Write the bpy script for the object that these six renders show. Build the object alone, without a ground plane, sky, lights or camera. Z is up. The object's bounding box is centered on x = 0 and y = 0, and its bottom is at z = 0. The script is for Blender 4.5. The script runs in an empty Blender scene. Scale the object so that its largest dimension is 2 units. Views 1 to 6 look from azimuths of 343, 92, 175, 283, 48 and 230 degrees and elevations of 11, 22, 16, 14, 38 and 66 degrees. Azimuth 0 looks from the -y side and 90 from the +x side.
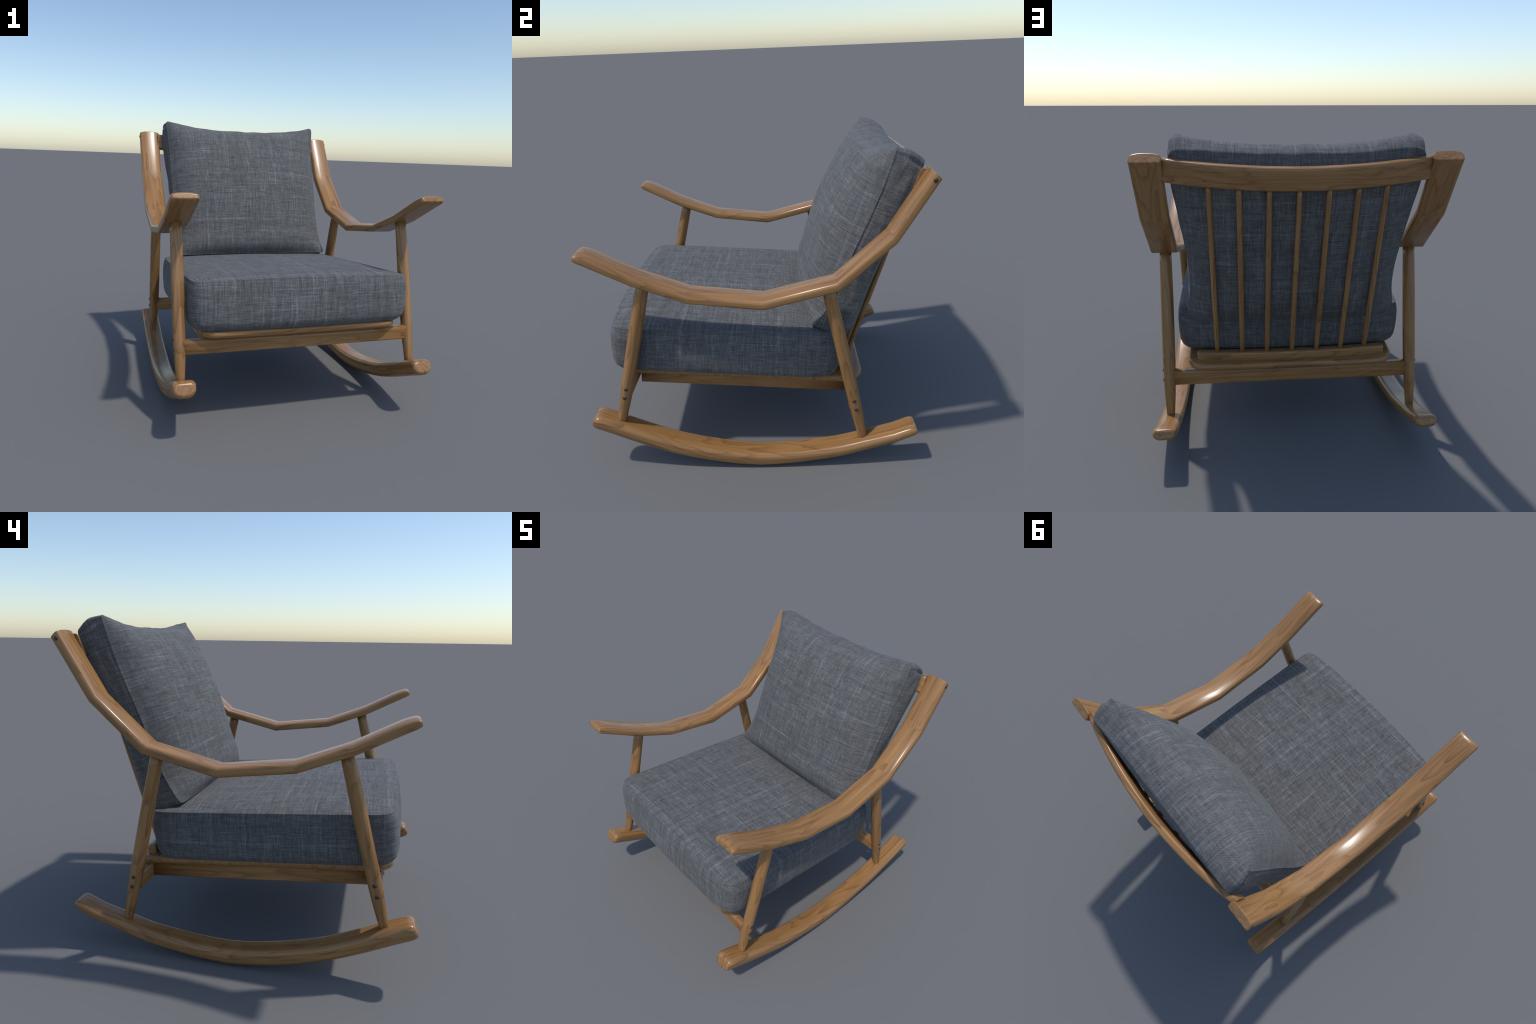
"""Mid-century rocking chair: varnished wooden frame with two grey woven cushions."""
import bpy, bmesh, math
from mathutils import Vector, Matrix, noise

# ------------------------------------------------------------------ scene root
scene = bpy.context.scene
root = bpy.data.objects.new("rocking_chair", None)
scene.collection.objects.link(root)
root["label"] = "wooden rocking chair with two thick grey-blue fabric cushions"
root["category"] = "rocking chair"


def add_object(name, mesh, parent=root, matrix=None):
    ob = bpy.data.objects.new(name, mesh)
    scene.collection.objects.link(ob)
    ob.parent = parent
    if matrix is not None:
        ob.matrix_world = matrix
        if parent is not root:
            ob.matrix_parent_inverse = parent.matrix_world.inverted()
            ob.matrix_world = matrix
    return ob


def mesh_from(name, verts, faces, material, smooth=True):
    me = bpy.data.meshes.new(name)
    me.from_pydata([tuple(v) for v in verts], [], faces)
    bm = bmesh.new()
    bm.from_mesh(me)
    bmesh.ops.recalc_face_normals(bm, faces=bm.faces)
    bm.to_mesh(me)
    bm.free()
    me.polygons.foreach_set("use_smooth", [smooth] * len(me.polygons))
    me.materials.append(material)
    return me


def lerp_table(table, t):
    """Piecewise linear lookup in a list of (t, value)."""
    if t <= table[0][0]:
        return table[0][1]
    for (t0, v0), (t1, v1) in zip(table, table[1:]):
        if t <= t1:
            return v0 + (v1 - v0) * (t - t0) / (t1 - t0)
    return table[-1][1]


def smooth_table(table, t):
    """Catmull-Rom lookup in a list of (t, value)."""
    n = len(table)
    if t <= table[0][0]:
        return table[0][1]
    if t >= table[-1][0]:
        return table[-1][1]
    for i in range(n - 1):
        t0, v0 = table[i]
        t1, v1 = table[i + 1]
        if t <= t1:
            h = t1 - t0
            m0 = (v1 - table[i - 1][1]) / (t1 - table[i - 1][0]) if i > 0 else (v1 - v0) / h
            m1 = (table[i + 2][1] - v0) / (table[i + 2][0] - t0) if i < n - 2 else (v1 - v0) / h
            s = (t - t0) / h
            return ((2 * s**3 - 3 * s**2 + 1) * v0 + (s**3 - 2 * s**2 + s) * h * m0
                    + (-2 * s**3 + 3 * s**2) * v1 + (s**3 - s**2) * h * m1)


def frame(p0, p1, side=(1, 0, 0)):
    """Matrix with origin p0, local z along p0->p1, local x near `side`."""
    p0, p1 = Vector(p0), Vector(p1)
    z = (p1 - p0).normalized()
    x = Vector(side)
    x = (x - z * x.dot(z)).normalized()
    y = z.cross(x)
    m = Matrix((x, y, z)).transposed().to_4x4()
    m.translation = p0
    return m, (p1 - p0).length


# ------------------------------------------------------------------- materials
class Nodes:
    def __init__(self, name):
        self.mat = bpy.data.materials.new(name)
        self.mat.use_nodes = True
        self.t = self.mat.node_tree
        self.t.nodes.clear()

    def new(self, kind, **props):
        n = self.t.nodes.new(kind)
        for k, v in props.items():
            setattr(n, k, v)
        return n

    def put(self, socket, value):
        if hasattr(value, "links"):
            self.t.links.new(value, socket)
        else:
            socket.default_value = value

    def math(self, op, a, b=0.0, c=None, clamp=False):
        n = self.new("ShaderNodeMath", operation=op, use_clamp=clamp)
        self.put(n.inputs[0], a)
        self.put(n.inputs[1], b)
        if c is not None:
            self.put(n.inputs[2], c)
        return n.outputs[0]

    def vec(self, x, y, z):
        n = self.new("ShaderNodeCombineXYZ")
        for i, v in enumerate((x, y, z)):
            self.put(n.inputs[i], v)
        return n.outputs[0]

    def noise(self, vector, scale=1.0, detail=2.0, rough=0.5, distortion=0.0):
        n = self.new("ShaderNodeTexNoise")
        self.put(n.inputs["Vector"], vector)
        n.inputs["Scale"].default_value = scale
        n.inputs["Detail"].default_value = detail
        n.inputs["Roughness"].default_value = rough
        n.inputs["Distortion"].default_value = distortion
        return n.outputs["Fac"]

    def ramp(self, fac, stops, interpolation="LINEAR"):
        n = self.new("ShaderNodeValToRGB")
        n.color_ramp.interpolation = interpolation
        el = n.color_ramp.elements
        while len(el) < len(stops):
            el.new(0.5)
        for e, (p, c) in zip(el, stops):
            e.position = p
            e.color = (*c, 1) if len(c) == 3 else c
        self.put(n.inputs[0], fac)
        return n.outputs[0]

    def mix(self, fac, a, b, blend="MIX"):
        n = self.new("ShaderNodeMix", data_type="RGBA", blend_type=blend)
        self.put(n.inputs[0], fac)
        for s, v in ((n.inputs[6], a), (n.inputs[7], b)):
            self.put(s, v if hasattr(v, "links") else (*v, 1))
        return n.outputs[2]

    def curve(self, value, lo, hi, points, vlo, vhi):
        """Piecewise linear function of `value` through (v, f) points."""
        mr = self.new("ShaderNodeMapRange")
        self.put(mr.inputs[0], value)
        mr.inputs[1].default_value, mr.inputs[2].default_value = lo, hi
        fc = self.new("ShaderNodeFloatCurve")
        cv = fc.mapping.curves[0]
        pts = [((v - lo) / (hi - lo), (f - vlo) / (vhi - vlo)) for v, f in points]
        while len(cv.points) < len(pts):
            cv.points.new(0.5, 0.5)
        for p, (a, b) in zip(cv.points, pts):
            p.location = (a, b)
            p.handle_type = "VECTOR"
        fc.mapping.update()
        self.put(fc.inputs["Value"], mr.outputs[0])
        return self.math("MULTIPLY_ADD", fc.outputs[0], vhi - vlo, vlo)

    def finish(self, color, rough, bump=None, bump_strength=0.1, bump_distance=0.002, **extra):
        b = self.new("ShaderNodeBsdfPrincipled")
        out = self.new("ShaderNodeOutputMaterial")
        self.put(b.inputs["Base Color"], color)
        self.put(b.inputs["Roughness"], rough)
        for k, v in extra.items():
            self.put(b.inputs[k.replace("_", " ")], v)
        if bump is not None:
            bn = self.new("ShaderNodeBump")
            bn.inputs["Strength"].default_value = bump_strength
            bn.inputs["Distance"].default_value = bump_distance
            self.put(bn.inputs["Height"], bump)
            self.t.links.new(bn.outputs[0], b.inputs["Normal"])
        self.t.links.new(b.outputs[0], out.inputs[0])
        return self.mat


def wood(name, axis="Z", spine=None, figure=1.0):
    """Varnished oak-like wood; grain runs along a local axis or along a bent spine (y, z)."""
    n = Nodes(name)
    co = n.new("ShaderNodeTexCoord").outputs["Object"]
    sep = n.new("ShaderNodeSeparateXYZ")
    n.put(sep.inputs[0], co)
    x, y, z = sep.outputs
    if spine:
        lo, hi = spine[0][0], spine[-1][0]
        zs = [p[1] for p in spine]
        rise = n.curve(y, lo, hi, spine, min(zs), max(zs))
        run, arc = [], 0.0
        for i, p in enumerate(spine):
            if i:
                arc += math.dist(p, spine[i - 1])
            run.append((p[0], arc))
        along = n.curve(y, lo, hi, run, 0.0, arc)
        a, b, l = x, n.math("SUBTRACT", z, rise), along
    elif axis == "X":
        a, b, l = y, z, x
    elif axis == "Y":
        a, b, l = x, z, y
    else:
        a, b, l = x, y, z
    rnd = n.new("ShaderNodeObjectInfo").outputs["Random"]
    shift = n.math("MULTIPLY", rnd, 7.3)
    l = n.math("ADD", l, n.math("MULTIPLY", rnd, 11.0))
    a = n.math("ADD", a, n.math("MULTIPLY", shift, 0.31))
    b = n.math("ADD", b, n.math("MULTIPLY", shift, 0.17))

    def stretched(k, kl):
        return n.vec(n.math("MULTIPLY", a, k), n.math("MULTIPLY", b, k), n.math("MULTIPLY", l, kl))

    # growth rings: contour lines of a stretched noise give cathedral figure
    field = n.noise(stretched(7.0 * figure, 0.85), 1.0, 2.0, 0.45, 0.25)
    rings = n.math("FRACT", n.math("MULTIPLY", field, 13.0))
    late = n.ramp(rings, [(0.0, (0, 0, 0)), (0.60, (0.08,) * 3), (0.87, (0.65,) * 3), (0.95, (1,) * 3), (1.0, (0, 0, 0))])
    fade = n.noise(stretched(16.0, 2.0), 1.0, 1.0)
    late = n.math("MULTIPLY", late, n.math("MULTIPLY_ADD", fade, 1.4, 0.05, clamp=True))
    fibre = n.noise(stretched(210.0, 5.0), 1.0, 2.0, 0.6)
    streak = n.noise(stretched(45.0, 1.6), 1.0, 2.0, 0.55)
    tone = n.noise(stretched(6.0, 1.3), 1.0, 1.0)
    base = n.ramp(streak, [(0.25, (0.232, 0.108, 0.034)), (0.5, (0.322, 0.166, 0.060)), (0.75, (0.398, 0.215, 0.085))])
    base = n.mix(n.math("MULTIPLY_ADD", tone, 0.9, -0.2, clamp=True), base, (0.360, 0.187, 0.069))
    col = n.mix(n.math("MULTIPLY", late, 0.74), base, (0.140, 0.058, 0.017))
    col = n.mix(n.math("MULTIPLY", n.ramp(fibre, [(0.5, (0, 0, 0)), (0.8, (1, 1, 1))]), 0.30), col, (0.170, 0.078, 0.030))
    rough = n.math("MULTIPLY_ADD", fibre, 0.08, 0.23)
    return n.finish(col, rough, bump=n.math("MULTIPLY_ADD", late, -0.4, fibre), bump_strength=0.06,
                    bump_distance=0.001)


def fabric(name, seed):
    """Slubby woven upholstery: warp and weft streaks on the three local axes plus a fine twill."""
    n = Nodes(name)
    tc = n.new("ShaderNodeTexCoord")
    sep = n.new("ShaderNodeSeparateXYZ")
    n.put(sep.inputs[0], tc.outputs["Object"])
    p = [n.math("ADD", o, seed + 0.37 * i) for i, o in enumerate(sep.outputs)]
    nor = n.new("ShaderNodeSeparateXYZ")
    n.put(nor.inputs[0], tc.outputs["Normal"])
    total = None
    for i in range(3):
        def threads(fine, long, off, detail):
            q = [n.math("MULTIPLY_ADD", p[j], fine if j == i else long, off) for j in range(3)]
            return n.noise(n.vec(*q), 1.0, detail, 0.6)
        # this thread family is visible only where the surface runs across axis i
        flat = n.math("SUBTRACT", 1.0, n.math("POWER", n.math("ABSOLUTE", nor.outputs[i]), 1.5), clamp=True)
        slub = n.math("SUBTRACT", threads(120.0, 8.0, 3.1, 2.0), 0.5)
        yarn = n.math("SUBTRACT", threads(260.0, 22.0, 9.7, 1.0), 0.5)
        band = n.math("SUBTRACT", threads(22.0, 1.6, 5.3, 1.0), 0.5)
        line = n.ramp(threads(120.0, 1.3, 1.9, 0.0), [(0.66, (0, 0, 0)), (0.80, (1, 1, 1))])
        s = n.math("ADD", n.math("MULTIPLY", slub, 0.85), n.math("ADD", n.math("MULTIPLY", yarn, 0.75), n.math("MULTIPLY", band, 0.16)))
        s = n.math("MULTIPLY_ADD", line, 0.16, s)
        # wide-spaced pale plaid lines
        wobble = n.math("MULTIPLY", n.noise(n.vec(*[n.math("MULTIPLY", c, 9.0) for c in p]), 1.0, 1.0), 0.012)
        cell = n.math("FRACT", n.math("MULTIPLY", n.math("ADD", p[i], wobble), 5.3))
        edge = n.math("ABSOLUTE", n.math("SUBTRACT", cell, 0.5))
        plaid = n.ramp(edge, [(0.0, (1, 1, 1)), (0.035, (0.7,) * 3), (0.07, (0, 0, 0))])
        broken = n.math("MULTIPLY_ADD", threads(60.0, 3.0, 4.4, 1.0), 2.6, -0.8, clamp=True)
        s = n.math("MULTIPLY_ADD", n.math("MULTIPLY", plaid, broken), 0.20, s)
        s = n.math("MULTIPLY", s, flat)
        total = s if total is None else n.math("ADD", total, s)
    diag = n.math("ADD", n.math("ADD", p[0], p[1]), p[2])
    wob = n.noise(n.vec(*[n.math("MULTIPLY", q, 60.0) for q in p]), 1.0, 1.0)
    twill = n.math("SINE", n.math("MULTIPLY_ADD", diag, 470.0, n.math("MULTIPLY", wob, 4.0)))
    total = n.math("ADD", total, n.math("MULTIPLY", twill, 0.085))
    val = n.math("ADD", total, 0.5)
    col = n.ramp(val, [(0.0, (0.050, 0.049, 0.048)), (0.35, (0.086, 0.0855, 0.085)), (0.6, (0.119, 0.120, 0.122)),
                       (0.8, (0.156, 0.159, 0.165)), (1.0, (0.204, 0.208, 0.218))])
    # faint warm and cool drift of the dyed yarn
    drift = n.noise(n.vec(*p), 5.0, 2.0)
    col = n.mix(n.ramp(drift, [(0.42, (0, 0, 0)), (0.62, (1, 1, 1))]), n.mix(1.0, col, (1.006, 1.0, 0.975), "MULTIPLY"),
                n.mix(1.0, col, (0.996, 1.0, 1.010), "MULTIPLY"))
    return n.finish(col, 0.92, bump=n.math("MULTIPLY_ADD", twill, 0.15, val), bump_strength=0.25, bump_distance=0.0015,
                    Sheen_Weight=0.08, Sheen_Roughness=0.5, Specular_IOR_Level=0.25)


def screw_metal():
    n = Nodes("screw_plug")
    co = n.new("ShaderNodeTexCoord").outputs["Object"]
    g = n.noise(co, 160.0, 2.0)
    col = n.ramp(g, [(0.3, (0.030, 0.026, 0.022)), (0.7, (0.065, 0.056, 0.048))])
    return n.finish(col, 0.45, Metallic=0.2)


SIDE_X = 0.755          # arms, legs and rockers stand in two planes x = +-SIDE_X

# arm spine in the (y, z) plane: front tip, four bends, rear end
ARM_SPINE = [(-0.925, 1.414), (-0.630, 1.262), (-0.3515, 1.154), (0.0485, 1.104), (0.443, 1.200), (0.722, 1.4535), (0.9185, 1.777)]
# rocker spine and thickness along y
ROCKER_Z = [(-0.99, 0.345), (-0.93, 0.330), (-0.72, 0.233), (-0.52, 0.152), (-0.27, 0.086), (-0.02, 0.051), (0.21, 0.061),
            (0.30, 0.074), (0.47, 0.101), (0.60, 0.137), (0.72, 0.172), (0.80, 0.196), (0.88, 0.231), (0.925, 0.247)]
ROCKER_T = [(-0.98, 0.100), (-0.30, 0.103), (0.0, 0.103), (0.3, 0.094), (0.6, 0.082), (0.93, 0.068)]

wood_member = wood("oak_along_length", "Z")
wood_cross = wood("oak_across", "X")
wood_arm = wood("oak_bent_arm", spine=ARM_SPINE)
wood_rocker = wood("oak_rocker", spine=[(y, z) for y, z in ROCKER_Z])
dark_screw = screw_metal()


# -------------------------------------------------------------- swept members
def rounded_section(hw, ht, r_top, r_bottom, steps=5, crown=0.0):
    """Closed section (across, up), counter-clockwise, corners rounded."""
    pts = []
    for cx, cy, r, a0 in ((hw, ht, r_top, 0), (-hw, ht, r_top, 90), (-hw, -ht, r_bottom, 180), (hw, -ht, r_bottom, 270)):
        for k in range(steps + 1):
            a = math.radians(a0 + 90 * k / steps)
            sx, sy = (1 if cx > 0 else -1), (1 if cy > 0 else -1)
            px, py = cx - sx * r + r * math.cos(a), cy - sy * r + r * math.sin(a)
            pts.append((px, py))
        if a0 == 0 and crown:
            pts += [(hw * f, ht + crown * (1 - f * f)) for f in (0.5, 0.25, 0.0, -0.25, -0.5)]
    return pts


def sweep_yz(name, stations, material, cap_rings=4):
    """Loft sections along a spine lying in the local yz plane.
    stations: list of (y, z, tangent angle, section, scale)."""
    verts, faces = [], []
    n = len(stations[0][3])
    for y, z, ang, sec, (sx, su) in stations:
        up = (-math.sin(ang), math.cos(ang))
        for a, u in sec:
            verts.append((a * sx, y + u * su * up[0], z + u * su * up[1]))
    m = len(stations)
    for i in range(m - 1):
        for j in range(n):
            k = (j + 1) % n
            faces.append((i * n + j, i * n + k, (i + 1) * n + k, (i + 1) * n + j))
    for i in (0, m - 1):
        ring = [Vector(v) for v in verts[i * n:(i + 1) * n]]
        mid = sum(ring, Vector()) / n
        inner = len(verts)
        verts += [tuple(mid + (v - mid) * 0.86) for v in ring]
        verts.append(tuple(mid))
        for j in range(n):
            k = (j + 1) % n
            faces.append((i * n + j, i * n + k, inner + k, inner + j))
            faces.append((inner + j, inner + k, inner + n))
    return mesh_from(name, verts, faces, material)


def spine_stations(spine):
    """Straight runs mitred at each bend; returns (y, z, angle, miter)."""
    ang = [math.atan2(b[1] - a[1], b[0] - a[0]) for a, b in zip(spine, spine[1:])]
    out = [(*spine[0], ang[0], 1.0)]
    for i in range(1, len(spine) - 1):
        half = (ang[i] - ang[i - 1]) / 2
        out.append((*spine[i], ang[i - 1] + half, 1 / math.cos(half)))
    out.append((*spine[-1], ang[-1], 1.0))
    return out


# armrests: one continuous bent board on each side, from hand tip to the top of the back
arm_section = rounded_section(0.0785, 0.0255, 0.022, 0.011, crown=0.0065)
raw = spine_stations(ARM_SPINE)
stations = []
y0, z0, a0, _ = raw[0]
d = Vector((math.cos(a0), math.sin(a0)))
tip = Vector((y0, z0))
for s, sx, su, drop in ((0.0, 0.93, 0.42, -0.005), (0.004, 0.965, 0.62, -0.005), (0.013, 0.99, 0.80, -0.0045),
                        (0.034, 1.0, 0.92, -0.003), (0.075, 1.0, 0.99, 0.0), (0.13, 1.0, 1.0, 0.0)):
    q = tip + d * s
    stations.append((q[0], q[1] + drop, a0, arm_section, (sx, su)))
for y, z, a, miter in raw[1:-1]:
    stations.append((y, z, a, arm_section, (1.0, miter)))
y1, z1, a1, _ = raw[-1]
d = Vector((math.cos(a1), math.sin(a1)))
for s, k, sx, tilt in ((0.030, 1.0, 1.0, 0.0), (0.0035, 1.0, 1.0, 0.36), (0.0030, 1.0, 1.0, 0.37), (0.0008, 0.98, 0.993, 0.43), (0.0, 0.93, 0.98, 0.44)):
    q = Vector((y1, z1)) - d * s
    stations.append((q[0], q[1], a1 - tilt * 0.55, arm_section, (sx, k * (1.0 + 0.1 * tilt))))
arm_mesh = sweep_yz("armrest", stations, wood_arm)
for sx in (1, -1):
    add_object("armrest", arm_mesh, matrix=Matrix.Translation((sx * SIDE_X, 0, 0)))

# rockers: curved runners
stations = []
ys = [-0.93, -0.86, -0.79, -0.72, -0.64, -0.56, -0.48, -0.40, -0.32, -0.24, -0.16, -0.08, 0.0, 0.08, 0.16, 0.24, 0.32, 0.40,
      0.48, 0.56, 0.64, 0.72, 0.80, 0.86, 0.89]


def rocker_at(y):
    z = smooth_table(ROCKER_Z, y)
    e = 0.02
    return z, math.atan2(smooth_table(ROCKER_Z, y + e) - smooth_table(ROCKER_Z, y - e), 2 * e)


def rocker_section(y):
    t = lerp_table(ROCKER_T, y) / 2
    r = min(0.030, t * 0.72)
    sec = rounded_section(0.0675, t, r, min(0.040, t * 0.85))
    return [(a * (1 - 0.20 * max(0.0, -u / t) ** 1.5), u) for a, u in sec]


zf, af = rocker_at(-0.93)
af = math.radians(-25)
for back, sx, su in ((0.066, 0.74, 0.50), (0.063, 0.86, 0.68), (0.054, 0.945, 0.84), (0.040, 0.985, 0.95), (0.022, 1.0, 0.99)):
    stations.append((-0.93 - back * math.cos(af), zf - back * math.sin(af) * 0.9, af, rocker_section(-0.93), (sx, su)))
for y in ys:
    z, a = rocker_at(y)
    if y < -0.9:
        a = af
    stations.append((y, z, a, rocker_section(y), (1, 1)))
zr, ar = rocker_at(0.89)
ar = math.radians(20)
for fwd, sx, su in ((0.012, 0.99, 0.97), (0.024, 0.96, 0.89), (0.033, 0.90, 0.74), (0.037, 0.80, 0.5)):
    stations.append((0.89 + fwd * math.cos(ar), zr + fwd * math.sin(ar), ar, rocker_section(0.89), (sx, su)))
rocker_mesh = sweep_yz("rocker", stations, wood_rocker)
for sx in (1, -1):
    add_object("rocker", rocker_mesh, matrix=Matrix.Translation((sx * SIDE_X, 0, 0)))


# ------------------------------------------------------------- turned members
def turned(name, length, profile, material, segments=20):
    """Lathe along local z from radius table (t 0..1, radius)."""
    verts, faces = [], []
    ts = sorted({t for t, _ in profile} | {k / 14 for k in range(15)})
    for t in ts:
        r = smooth_table(profile, t)
        for j in range(segments):
            a = 2 * math.pi * j / segments
            verts.append((r * math.cos(a), r * math.sin(a), t * length))
    for i in range(len(ts) - 1):
        for j in range(segments):
            k = (j + 1) % segments
            faces.append((i * segments + j, i * segments + k, (i + 1) * segments + k, (i + 1) * segments + j))
    faces.append(tuple(reversed(range(segments))))
    faces.append(tuple(range((len(ts) - 1) * segments, len(ts) * segments)))
    me = mesh_from(name, verts, faces, material)
    for p in me.polygons:
        if len(p.vertices) > 4:
            p.use_smooth = False
    return me


def screw_mesh(radius=0.0115, height=0.005):
    prof = [(1.0, -0.004), (1.0, 0.0), (0.93, 0.45 * height), (0.72, 0.8 * height), (0.4, 0.97 * height), (0.0, height)]
    verts, faces, seg = [], [], 16
    for f, h in prof[:-1]:
        for j in range(seg):
            a = 2 * math.pi * j / seg
            verts.append((f * radius * math.cos(a), f * radius * math.sin(a), h))
    top = len(verts)
    verts.append((0, 0, height))
    for i in range(len(prof) - 2):
        for j in range(seg):
            k = (j + 1) % seg
            faces.append((i * seg + j, i * seg + k, (i + 1) * seg + k, (i + 1) * seg + j))
    last = (len(prof) - 2) * seg
    faces += [(last + j, last + (j + 1) % seg, top) for j in range(seg)]
    return mesh_from("screw", verts, faces, dark_screw)


screw = screw_mesh()
LEG_PROFILE = [(0.0, 0.0245), (0.04, 0.0265), (0.16, 0.0335), (0.28, 0.037), (0.5, 0.0385), (0.75, 0.038), (1.0, 0.0355)]


def leg(name, bottom, top, screw_heights):
    m0, length = frame(bottom, top)
    me = turned(name, length, LEG_PROFILE, wood_member)
    for sx in (1, -1):
        b, t = Vector(bottom), Vector(top)
        b.x, t.x = sx * SIDE_X, sx * SIDE_X
        m, _ = frame(b, t)
        ob = add_object(name, me, matrix=m)
        bpy.context.view_layer.update()
        for h in screw_heights:
            f = (h - b.z) / (t.z - b.z)
            c = b.lerp(t, f)
            r = smooth_table(LEG_PROFILE, f)
            pos = Vector((c.x + sx * (r - 0.001), c.y, c.z))
            sm, _ = frame(pos, pos + Vector((sx, 0, 0)), side=(0, 1, 0))
            add_object("screw", screw, parent=ob, matrix=sm)
    return me


leg("front_leg", (SIDE_X, -0.833, 0.318), (SIDE_X, -0.592, 1.236), (0.570, 0.510))
leg("rear_leg", (SIDE_X, 0.614, 0.158), (SIDE_X, 0.396, 1.180), (0.455, 0.396))
for ob in [o for o in root.children if o.name.startswith("armrest")]:
    s = 1 if ob.location.x > 0 else -1
    pos = Vector((s * (SIDE_X + 0.0775), 0.904, 1.755))
    sm, _ = frame(pos, pos + Vector((s, 0, 0)), side=(0, 1, 0))
    bpy.context.view_layer.update()
    add_object("screw", screw, parent=ob, matrix=sm)


# ------------------------------------------------------------ rails and board
def rail_mesh(name, length, depth, height, radii, material):
    """Straight bar along local z: section (depth, height) with rounded corners."""
    sec = rounded_section(depth / 2, height / 2, radii[0], radii[1])
    n = len(sec)
    verts = [(a, b, z) for z in (0, length / 2, length) for a, b in sec]
    faces = [(i * n + j, i * n + (j + 1) % n, (i + 1) * n + (j + 1) % n, (i + 1) * n + j) for i in range(2) for j in range(n)]
    faces += [tuple(range(n)), tuple(range(2 * n, 3 * n))]
    me = mesh_from(name, verts, faces, material)
    for p in me.polygons:
        if len(p.vertices) > 4:
            p.use_smooth = False
    return me


def rail(name, p0, p1, depth, height, radii, side):
    m, length = frame(p0, p1, side)
    return add_object(name, rail_mesh(name, length, depth, height, radii, wood_member), matrix=m)


SLOPE = -0.0785                       # the seat falls towards the back


def board_bottom(y):
    return 0.578 + SLOPE * (y + 0.83)


rail("front_rail", (-0.735, -0.782, 0.524), (0.735, -0.782, 0.524), 0.050, 0.091, (0.022, 0.012), (0, 1, 0))
rail("rear_rail", (-0.735, 0.556, 0.411), (0.735, 0.556, 0.411), 0.056, 0.098, (0.022, 0.012), (0, 1, 0))
for sx in (1, -1):
    rail("side_rail", (sx * 0.545, -0.735, board_bottom(-0.735) - 0.051), (sx * 0.545, 0.53, board_bottom(0.53) - 0.051),
         0.05, 0.101, (0.006, 0.010), (1, 0, 0))

# seat board: rounded plate with softened lower edge
HALF_W = 0.640


def board_outline(inset):
    pts = []
    y_front, y_back, r_f, r_b = -0.862, 0.628, 0.10, 0.12
    for cx, cy, r, a0 in ((HALF_W, y_back, r_b, 0), (-HALF_W, y_back, r_b, 90), (-HALF_W, y_front, r_f, 180), (HALF_W, y_front, r_f, 270)):
        for k in range(9):
            a = math.radians(a0 + 90 * k / 8)
            sx, sy = (1 if cx > 0 else -1), (1 if cy > 0 else -1)
            pts.append((cx - sx * r + (r - inset) * math.cos(a), cy - sy * r + (r - inset) * math.sin(a)))
    return pts


verts, faces = [], []
levels = [(0.034, 0.0), (0.018, 0.003), (0.007, 0.010), (0.001, 0.020), (0.0, 0.032), (0.003, 0.042), (0.010, 0.047), (0.02, 0.048)]
for inset, h in levels:
    for x, y in board_outline(inset):
        verts.append((x, y, board_bottom(y) + h))
n = len(board_outline(0))
for i in range(len(levels) - 1):
    faces += [(i * n + j, i * n + (j + 1) % n, (i + 1) * n + (j + 1) % n, (i + 1) * n + j) for j in range(n)]
faces += [tuple(reversed(range(n))), tuple(range((len(levels) - 1) * n, len(levels) * n))]
add_object("seat_board", mesh_from("seat_board", verts, faces, wood_cross))


def bowed_bar(name, half, section, path, lean, material, segments=28, end_round=0.0):
    """Bar across the chair; path(x) -> (y, z); section in (depth, height) leaned back by `lean`."""
    verts, faces, n = [], [], len(section)
    xs = [-half + 2 * half * k / segments for k in range(segments + 1)]
    scales = [1.0] * len(xs)
    if end_round:
        xs = [-half, -half + end_round * 0.3] + [-half + end_round + (2 * half - 2 * end_round) * k / segments for k in range(segments + 1)] + [half - end_round * 0.3, half]
        scales = [0.72, 0.93] + [1.0] * (segments + 1) + [0.93, 0.72]
    for x, s in zip(xs, scales):
        y, z = path(x)
        for a, b in section:
            a, b = a * s, b * s
            verts.append((x, y + a * math.cos(lean) + b * math.sin(lean), z - a * math.sin(lean) + b * math.cos(lean)))
    m = len(xs)
    for i in range(m - 1):
        faces += [(i * n + j, i * n + (j + 1) % n, (i + 1) * n + (j + 1) % n, (i + 1) * n + j) for j in range(n)]
    faces += [tuple(range(n)), tuple(range((m - 1) * n, m * n))]
    me = mesh_from(name, verts, faces, material)
    for p in me.polygons:
        if len(p.vertices) > 4:
            p.use_smooth = False
    return add_object(name, me)


def bar_path(x):
    return 0.556 - 0.026 * (x / 0.58) ** 2, 0.538


def top_rail_path(x):
    q = (x / 0.66) ** 2
    return 0.9545 - 0.074 * q, 1.674 + 0.041 * q


BACK_LEAN = math.atan(0.333)
bowed_bar("spindle_base", 0.582, rounded_section(0.029, 0.028, 0.014, 0.008), bar_path, 0.06, wood_cross, end_round=0.02)
bowed_bar("top_rail", 0.692, rounded_section(0.024, 0.063, 0.018, 0.014), top_rail_path, BACK_LEAN, wood_cross)

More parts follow.
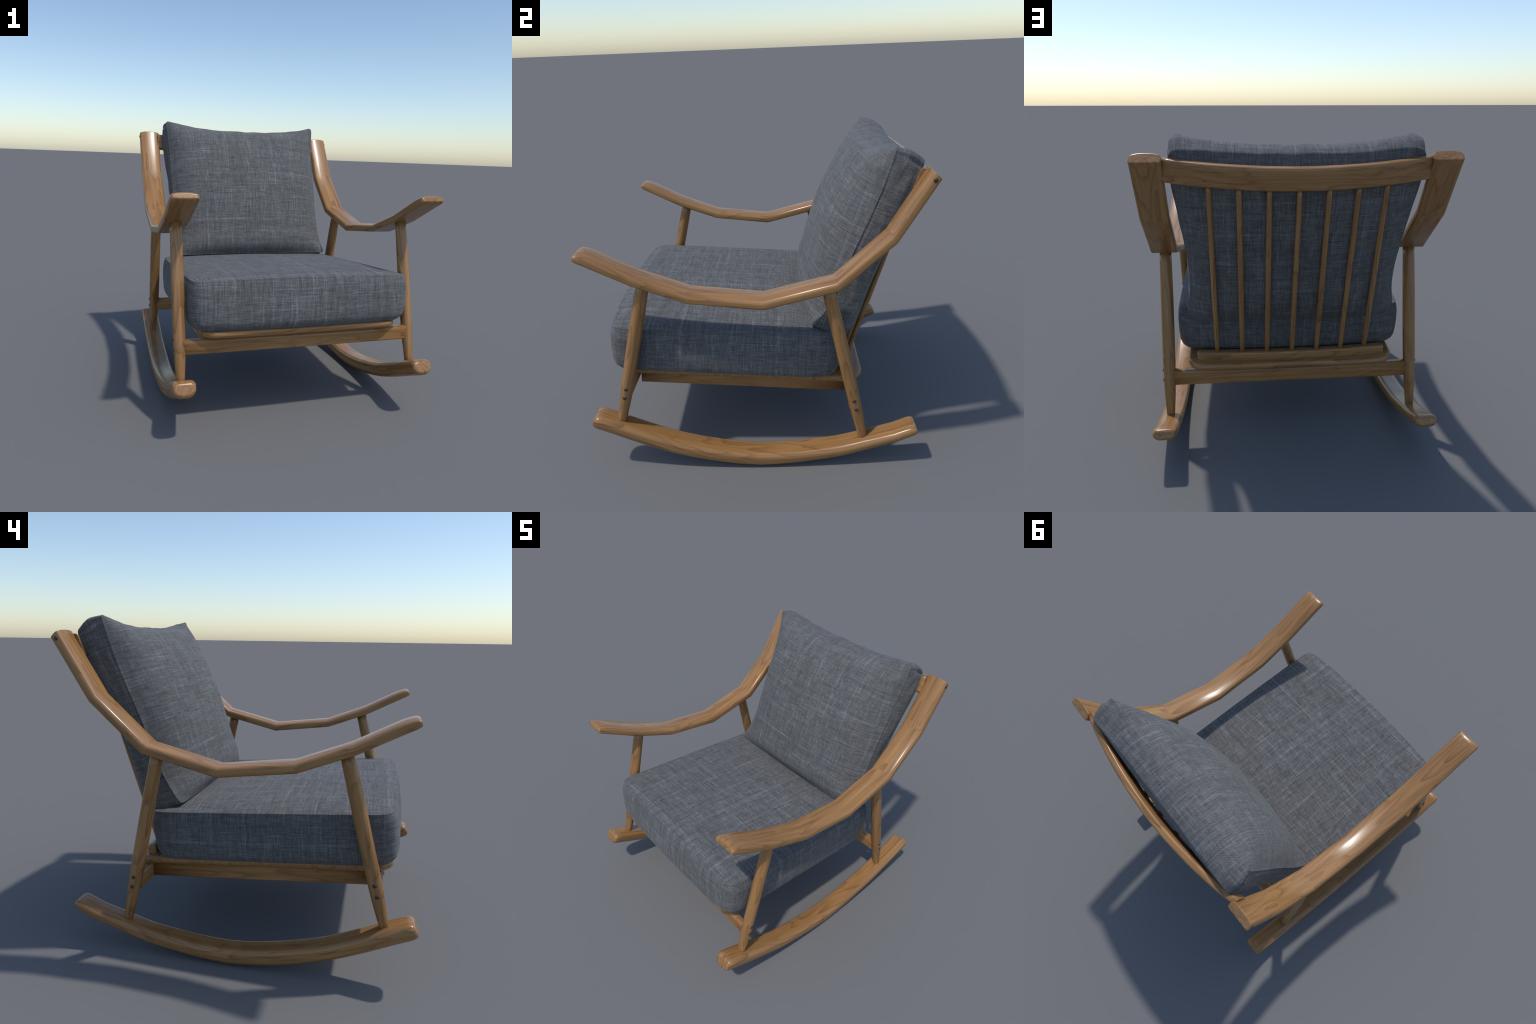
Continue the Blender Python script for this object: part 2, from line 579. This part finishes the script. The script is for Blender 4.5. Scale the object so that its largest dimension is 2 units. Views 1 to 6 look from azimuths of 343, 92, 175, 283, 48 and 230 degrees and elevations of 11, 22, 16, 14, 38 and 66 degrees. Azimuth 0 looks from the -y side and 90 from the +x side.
# back spindles
first = None
for k in range(7):
    x = (k - 3) * 0.1525
    yb, zb = bar_path(x)
    yt, zt = top_rail_path(x)
    p0 = Vector((x, yb + 0.005 - 0.012 * (x / 0.58) ** 2, zb + 0.012))
    p1 = Vector((x, yt - 0.029, zt - 0.045))
    m, length = frame(p0, p1)
    if first is None:
        first = turned("spindle", length, [(0.0, 0.0155), (0.5, 0.0158), (1.0, 0.0148)], wood_member, 14)
        ref = length
    m = m @ Matrix.Diagonal((1, 1, length / ref, 1))
    add_object("spindle", first, matrix=m)


# -------------------------------------------------------------------- cushions
def perimeter(count_side, power):
    """Unit rounded square walked counter-clockwise."""
    pts = []
    for sx, sy, dx, dy in ((1, -1, 0, 1), (1, 1, -1, 0), (-1, 1, 0, -1), (-1, -1, 1, 0)):
        for k in range(count_side):
            f = 2 * k / count_side
            # crowd samples towards the corners
            f = 1 - math.cos(math.pi * f / 2) if True else f
            a, b = sx + dx * f, sy + dy * f
            r = (abs(a) ** power + abs(b) ** power) ** (1 / power)
            pts.append((a / r, b / r))
    return pts


def cushion(name, front, rear, wall, material, matrix, power_front, power_rear, count=56, rings=26, wall_steps=14):
    """Boxed cushion. front(a, b, r) and rear(a, b, r) place the two panels for unit-square
    coordinates (a, b); wall(s, pf, pr, a, b) places the boxing strip between both seams."""
    pf, pr = perimeter(count, power_front), perimeter(count, power_rear)
    n = len(pf)
    loops = []
    radii = [1 - (1 - k / rings) ** 1.6 for k in range(rings + 1)]
    for r in radii[1:]:
        loops.append([front(a * r, b * r, r) for a, b in pf])
    seam_f = [front(a, b, 1.0) for a, b in pf]
    seam_r = [rear(a, b, 1.0) for a, b in pr]
    for k in range(1, wall_steps):
        s = k / wall_steps
        s = 0.5 - 0.5 * math.cos(math.pi * s)
        loops.append([wall(s, seam_f[j], seam_r[j], *pf[j]) for j in range(n)])
    for r in reversed(radii[1:]):
        loops.append([rear(a * r, b * r, r) for a, b in pr])
    verts = [v for loop in loops for v in loop]
    faces = []
    for i in range(len(loops) - 1):
        faces += [(i * n + j, i * n + (j + 1) % n, (i + 1) * n + (j + 1) % n, (i + 1) * n + j) for j in range(n)]
    cf = len(verts)
    verts.append(front(0, 0, 0))
    cr = len(verts)
    verts.append(rear(0, 0, 0))
    last = (len(loops) - 1) * n
    for j in range(n):
        faces.append((cf, j, (j + 1) % n))
        faces.append((cr, last + (j + 1) % n, last + j))
    return add_object(name, mesh_from(name, verts, faces, material), matrix=matrix)


def dome(a, b, k, r):
    return max(0.0, (1 - a * a) * (1 - b * b)) ** k * (1 - r ** 14)


def pillow(a, b, ka, kb, r):
    return max(0.0, 1 - a * a) ** ka * max(0.0, 1 - b * b) ** kb * (1 - r ** 14)


def ripple(x, y, scale, amp, off=0.0):
    return amp * noise.noise(Vector((x * scale + off, y * scale - off, off * 1.7)))


# --- seat cushion, local z is the normal of the tilted seat
tilt = math.atan(SLOPE)
seat_matrix = Matrix.Translation((0, -0.20, board_bottom(-0.20) + 0.049)) @ Matrix.Rotation(tilt, 4, "X")
SEAT_T = 0.285
SEAT_WALL = [(0.0, 0.0), (0.05, 0.002), (0.12, 0.010), (0.3, 0.016), (0.55, 0.017), (0.72, 0.014), (0.84, 0.010), (0.93, -0.004), (1.0, -0.032)]


def seat_xy(a, b, hx, hf, hb, bow_f=0.036, bow_b=0.080):
    flat = 1 - a * a
    y = b * (hb * (1 + bow_b * flat * b * b) if b > 0 else hf * (1 + bow_f * flat * b * b))
    return a * hx * (1 + 0.008 * (1 - b * b)), y


def seat_top(a, b, r):
    x, y = seat_xy(a, b, 0.688, 0.668, 0.662)
    z = SEAT_T + 0.004 + 0.042 * dome(a, b, 0.40, r) + 0.020 * (1 - a * a) * max(0, -b) ** 3
    return (x, y, z + ripple(x, y, 3.5, 0.004 * (1 - r ** 6), 2.0))


def seat_bottom(a, b, r):
    x, y = seat_xy(a, b, 0.660, 0.642, 0.622)
    return (x, y, 0.0)


def seat_wall(s, f, q, a, b):
    nx, ny = a ** 9, b ** 9
    l = math.hypot(nx, ny) or 1
    nx, ny = nx / l, ny / l
    out = smooth_table(SEAT_WALL, s)
    z = f[2] + (q[2] - f[2]) * s
    out += ripple(f[0] + z, f[1], 6.0, 0.004 * math.sin(math.pi * s), 5.0)
    end = Vector((q[0], q[1])) - Vector((f[0] - 0.032 * nx, f[1] - 0.032 * ny))
    return (f[0] + nx * out + end.x * s * s, f[1] + ny * out + end.y * s * s, z)


cushion("seat_cushion", seat_top, seat_bottom, seat_wall, fabric("woven_fabric_seat", 3.0), seat_matrix, 20, 18)

# --- back cushion, local y is up along the back, local z faces the sitter
lean = math.radians(20.5)
back_matrix = Matrix.Translation((0, 0.55, 0.83)) @ Matrix.Rotation(math.pi / 2 - lean, 4, "X")
BACK_MID, BACK_HALF = 0.507, 0.565
FRONT_W = [(-0.06, 0.640), (0.0, 0.622), (0.1, 0.612), (0.25, 0.607), (0.4, 0.608), (0.55, 0.611), (0.75, 0.617), (0.9, 0.626), (1.07, 0.641)]
REAR_W = [(-0.06, 0.642), (0.05, 0.622), (0.2, 0.596), (0.35, 0.596), (0.5, 0.608), (0.7, 0.628), (0.85, 0.646), (1.07, 0.659)]
FRONT_N = [(-0.06, 0.225), (0.03, 0.195), (0.15, 0.172), (0.45, 0.166), (0.75, 0.157), (0.95, 0.165), (1.05, 0.176)]


def back_xy(a, b, widths, dip):
    up = BACK_MID + BACK_HALF * b
    up += ripple(a * 2.0, 0.0, 4.0, 0.006, 4.0) * max(0, b) ** 8
    up -= dip * (1 - abs(a) ** 2.6) * max(0, b) ** 3
    return a * smooth_table(widths, BACK_MID + BACK_HALF * b), up


def back_front(a, b, r):
    x, u = back_xy(a, b, FRONT_W, 0.068)
    seam = smooth_table(FRONT_N, BACK_MID + BACK_HALF * b)
    u -= 0.014 * max(0.0, b) ** 12 * (1 - a ** 6)
    seam += 0.030 * (1 - a * a) * max(0, -b) ** 4 + 0.004 * (1 - a * a) * max(0, b) ** 4
    z = seam + 0.188 * pillow(a, b, 0.39 - 0.08 * max(0.0, b), 0.58 if b > 0 else 0.33, r)
    return (x, u, z + ripple(x, u, 4.0, 0.006 * (1 - r ** 5), 7.0))


def back_rear(a, b, r):
    x, u = back_xy(a, b, REAR_W, 0.050)
    z = 0.014 - 0.080 * pillow(a, b, 0.40 + 0.18 * max(0.0, b), 0.36 if b > 0 else 0.33, r) - 0.034 * (1 - a ** 4) * max(0, -b) ** 5
    z -= 0.020 * (1 - a ** 4) * math.exp(-((b + 0.62) / 0.28) ** 2)
    return (x, u - 0.010, z + ripple(x, u, 5.0, 0.004 * (1 - r ** 5), 11.0))


def back_wall(s, f, q, a, b):
    p = Vector(f).lerp(Vector(q), s)
    nx, ny = a ** 7, b ** 7
    l = math.hypot(nx, ny) or 1
    top = max(0.0, ny / l) ** 2
    out = (0.010 + 0.012 * top) * math.sin(math.pi * s) ** (1 - 0.4 * top)
    out -= 0.006 * math.exp(-((s - 0.05) / 0.03) ** 2) * (1 - top)
    out += ripple(p.x * 0.3 + p.z * 2.5, p.y, 7.0, 0.015 * math.sin(math.pi * s) * min(1, abs(nx) / l + 0.25), 3.0)
    # tucked fold where the top strip meets the side strip
    if abs(a) > 0.8:
        out -= 0.024 * math.exp(-((b - 0.93) / 0.012) ** 2) * min(1.0, s * 2.0)
    return (p.x + nx / l * out, p.y + ny / l * out, p.z)


cushion("back_cushion", back_front, back_rear, back_wall, fabric("woven_fabric_back", 8.0), back_matrix, 34, 16)
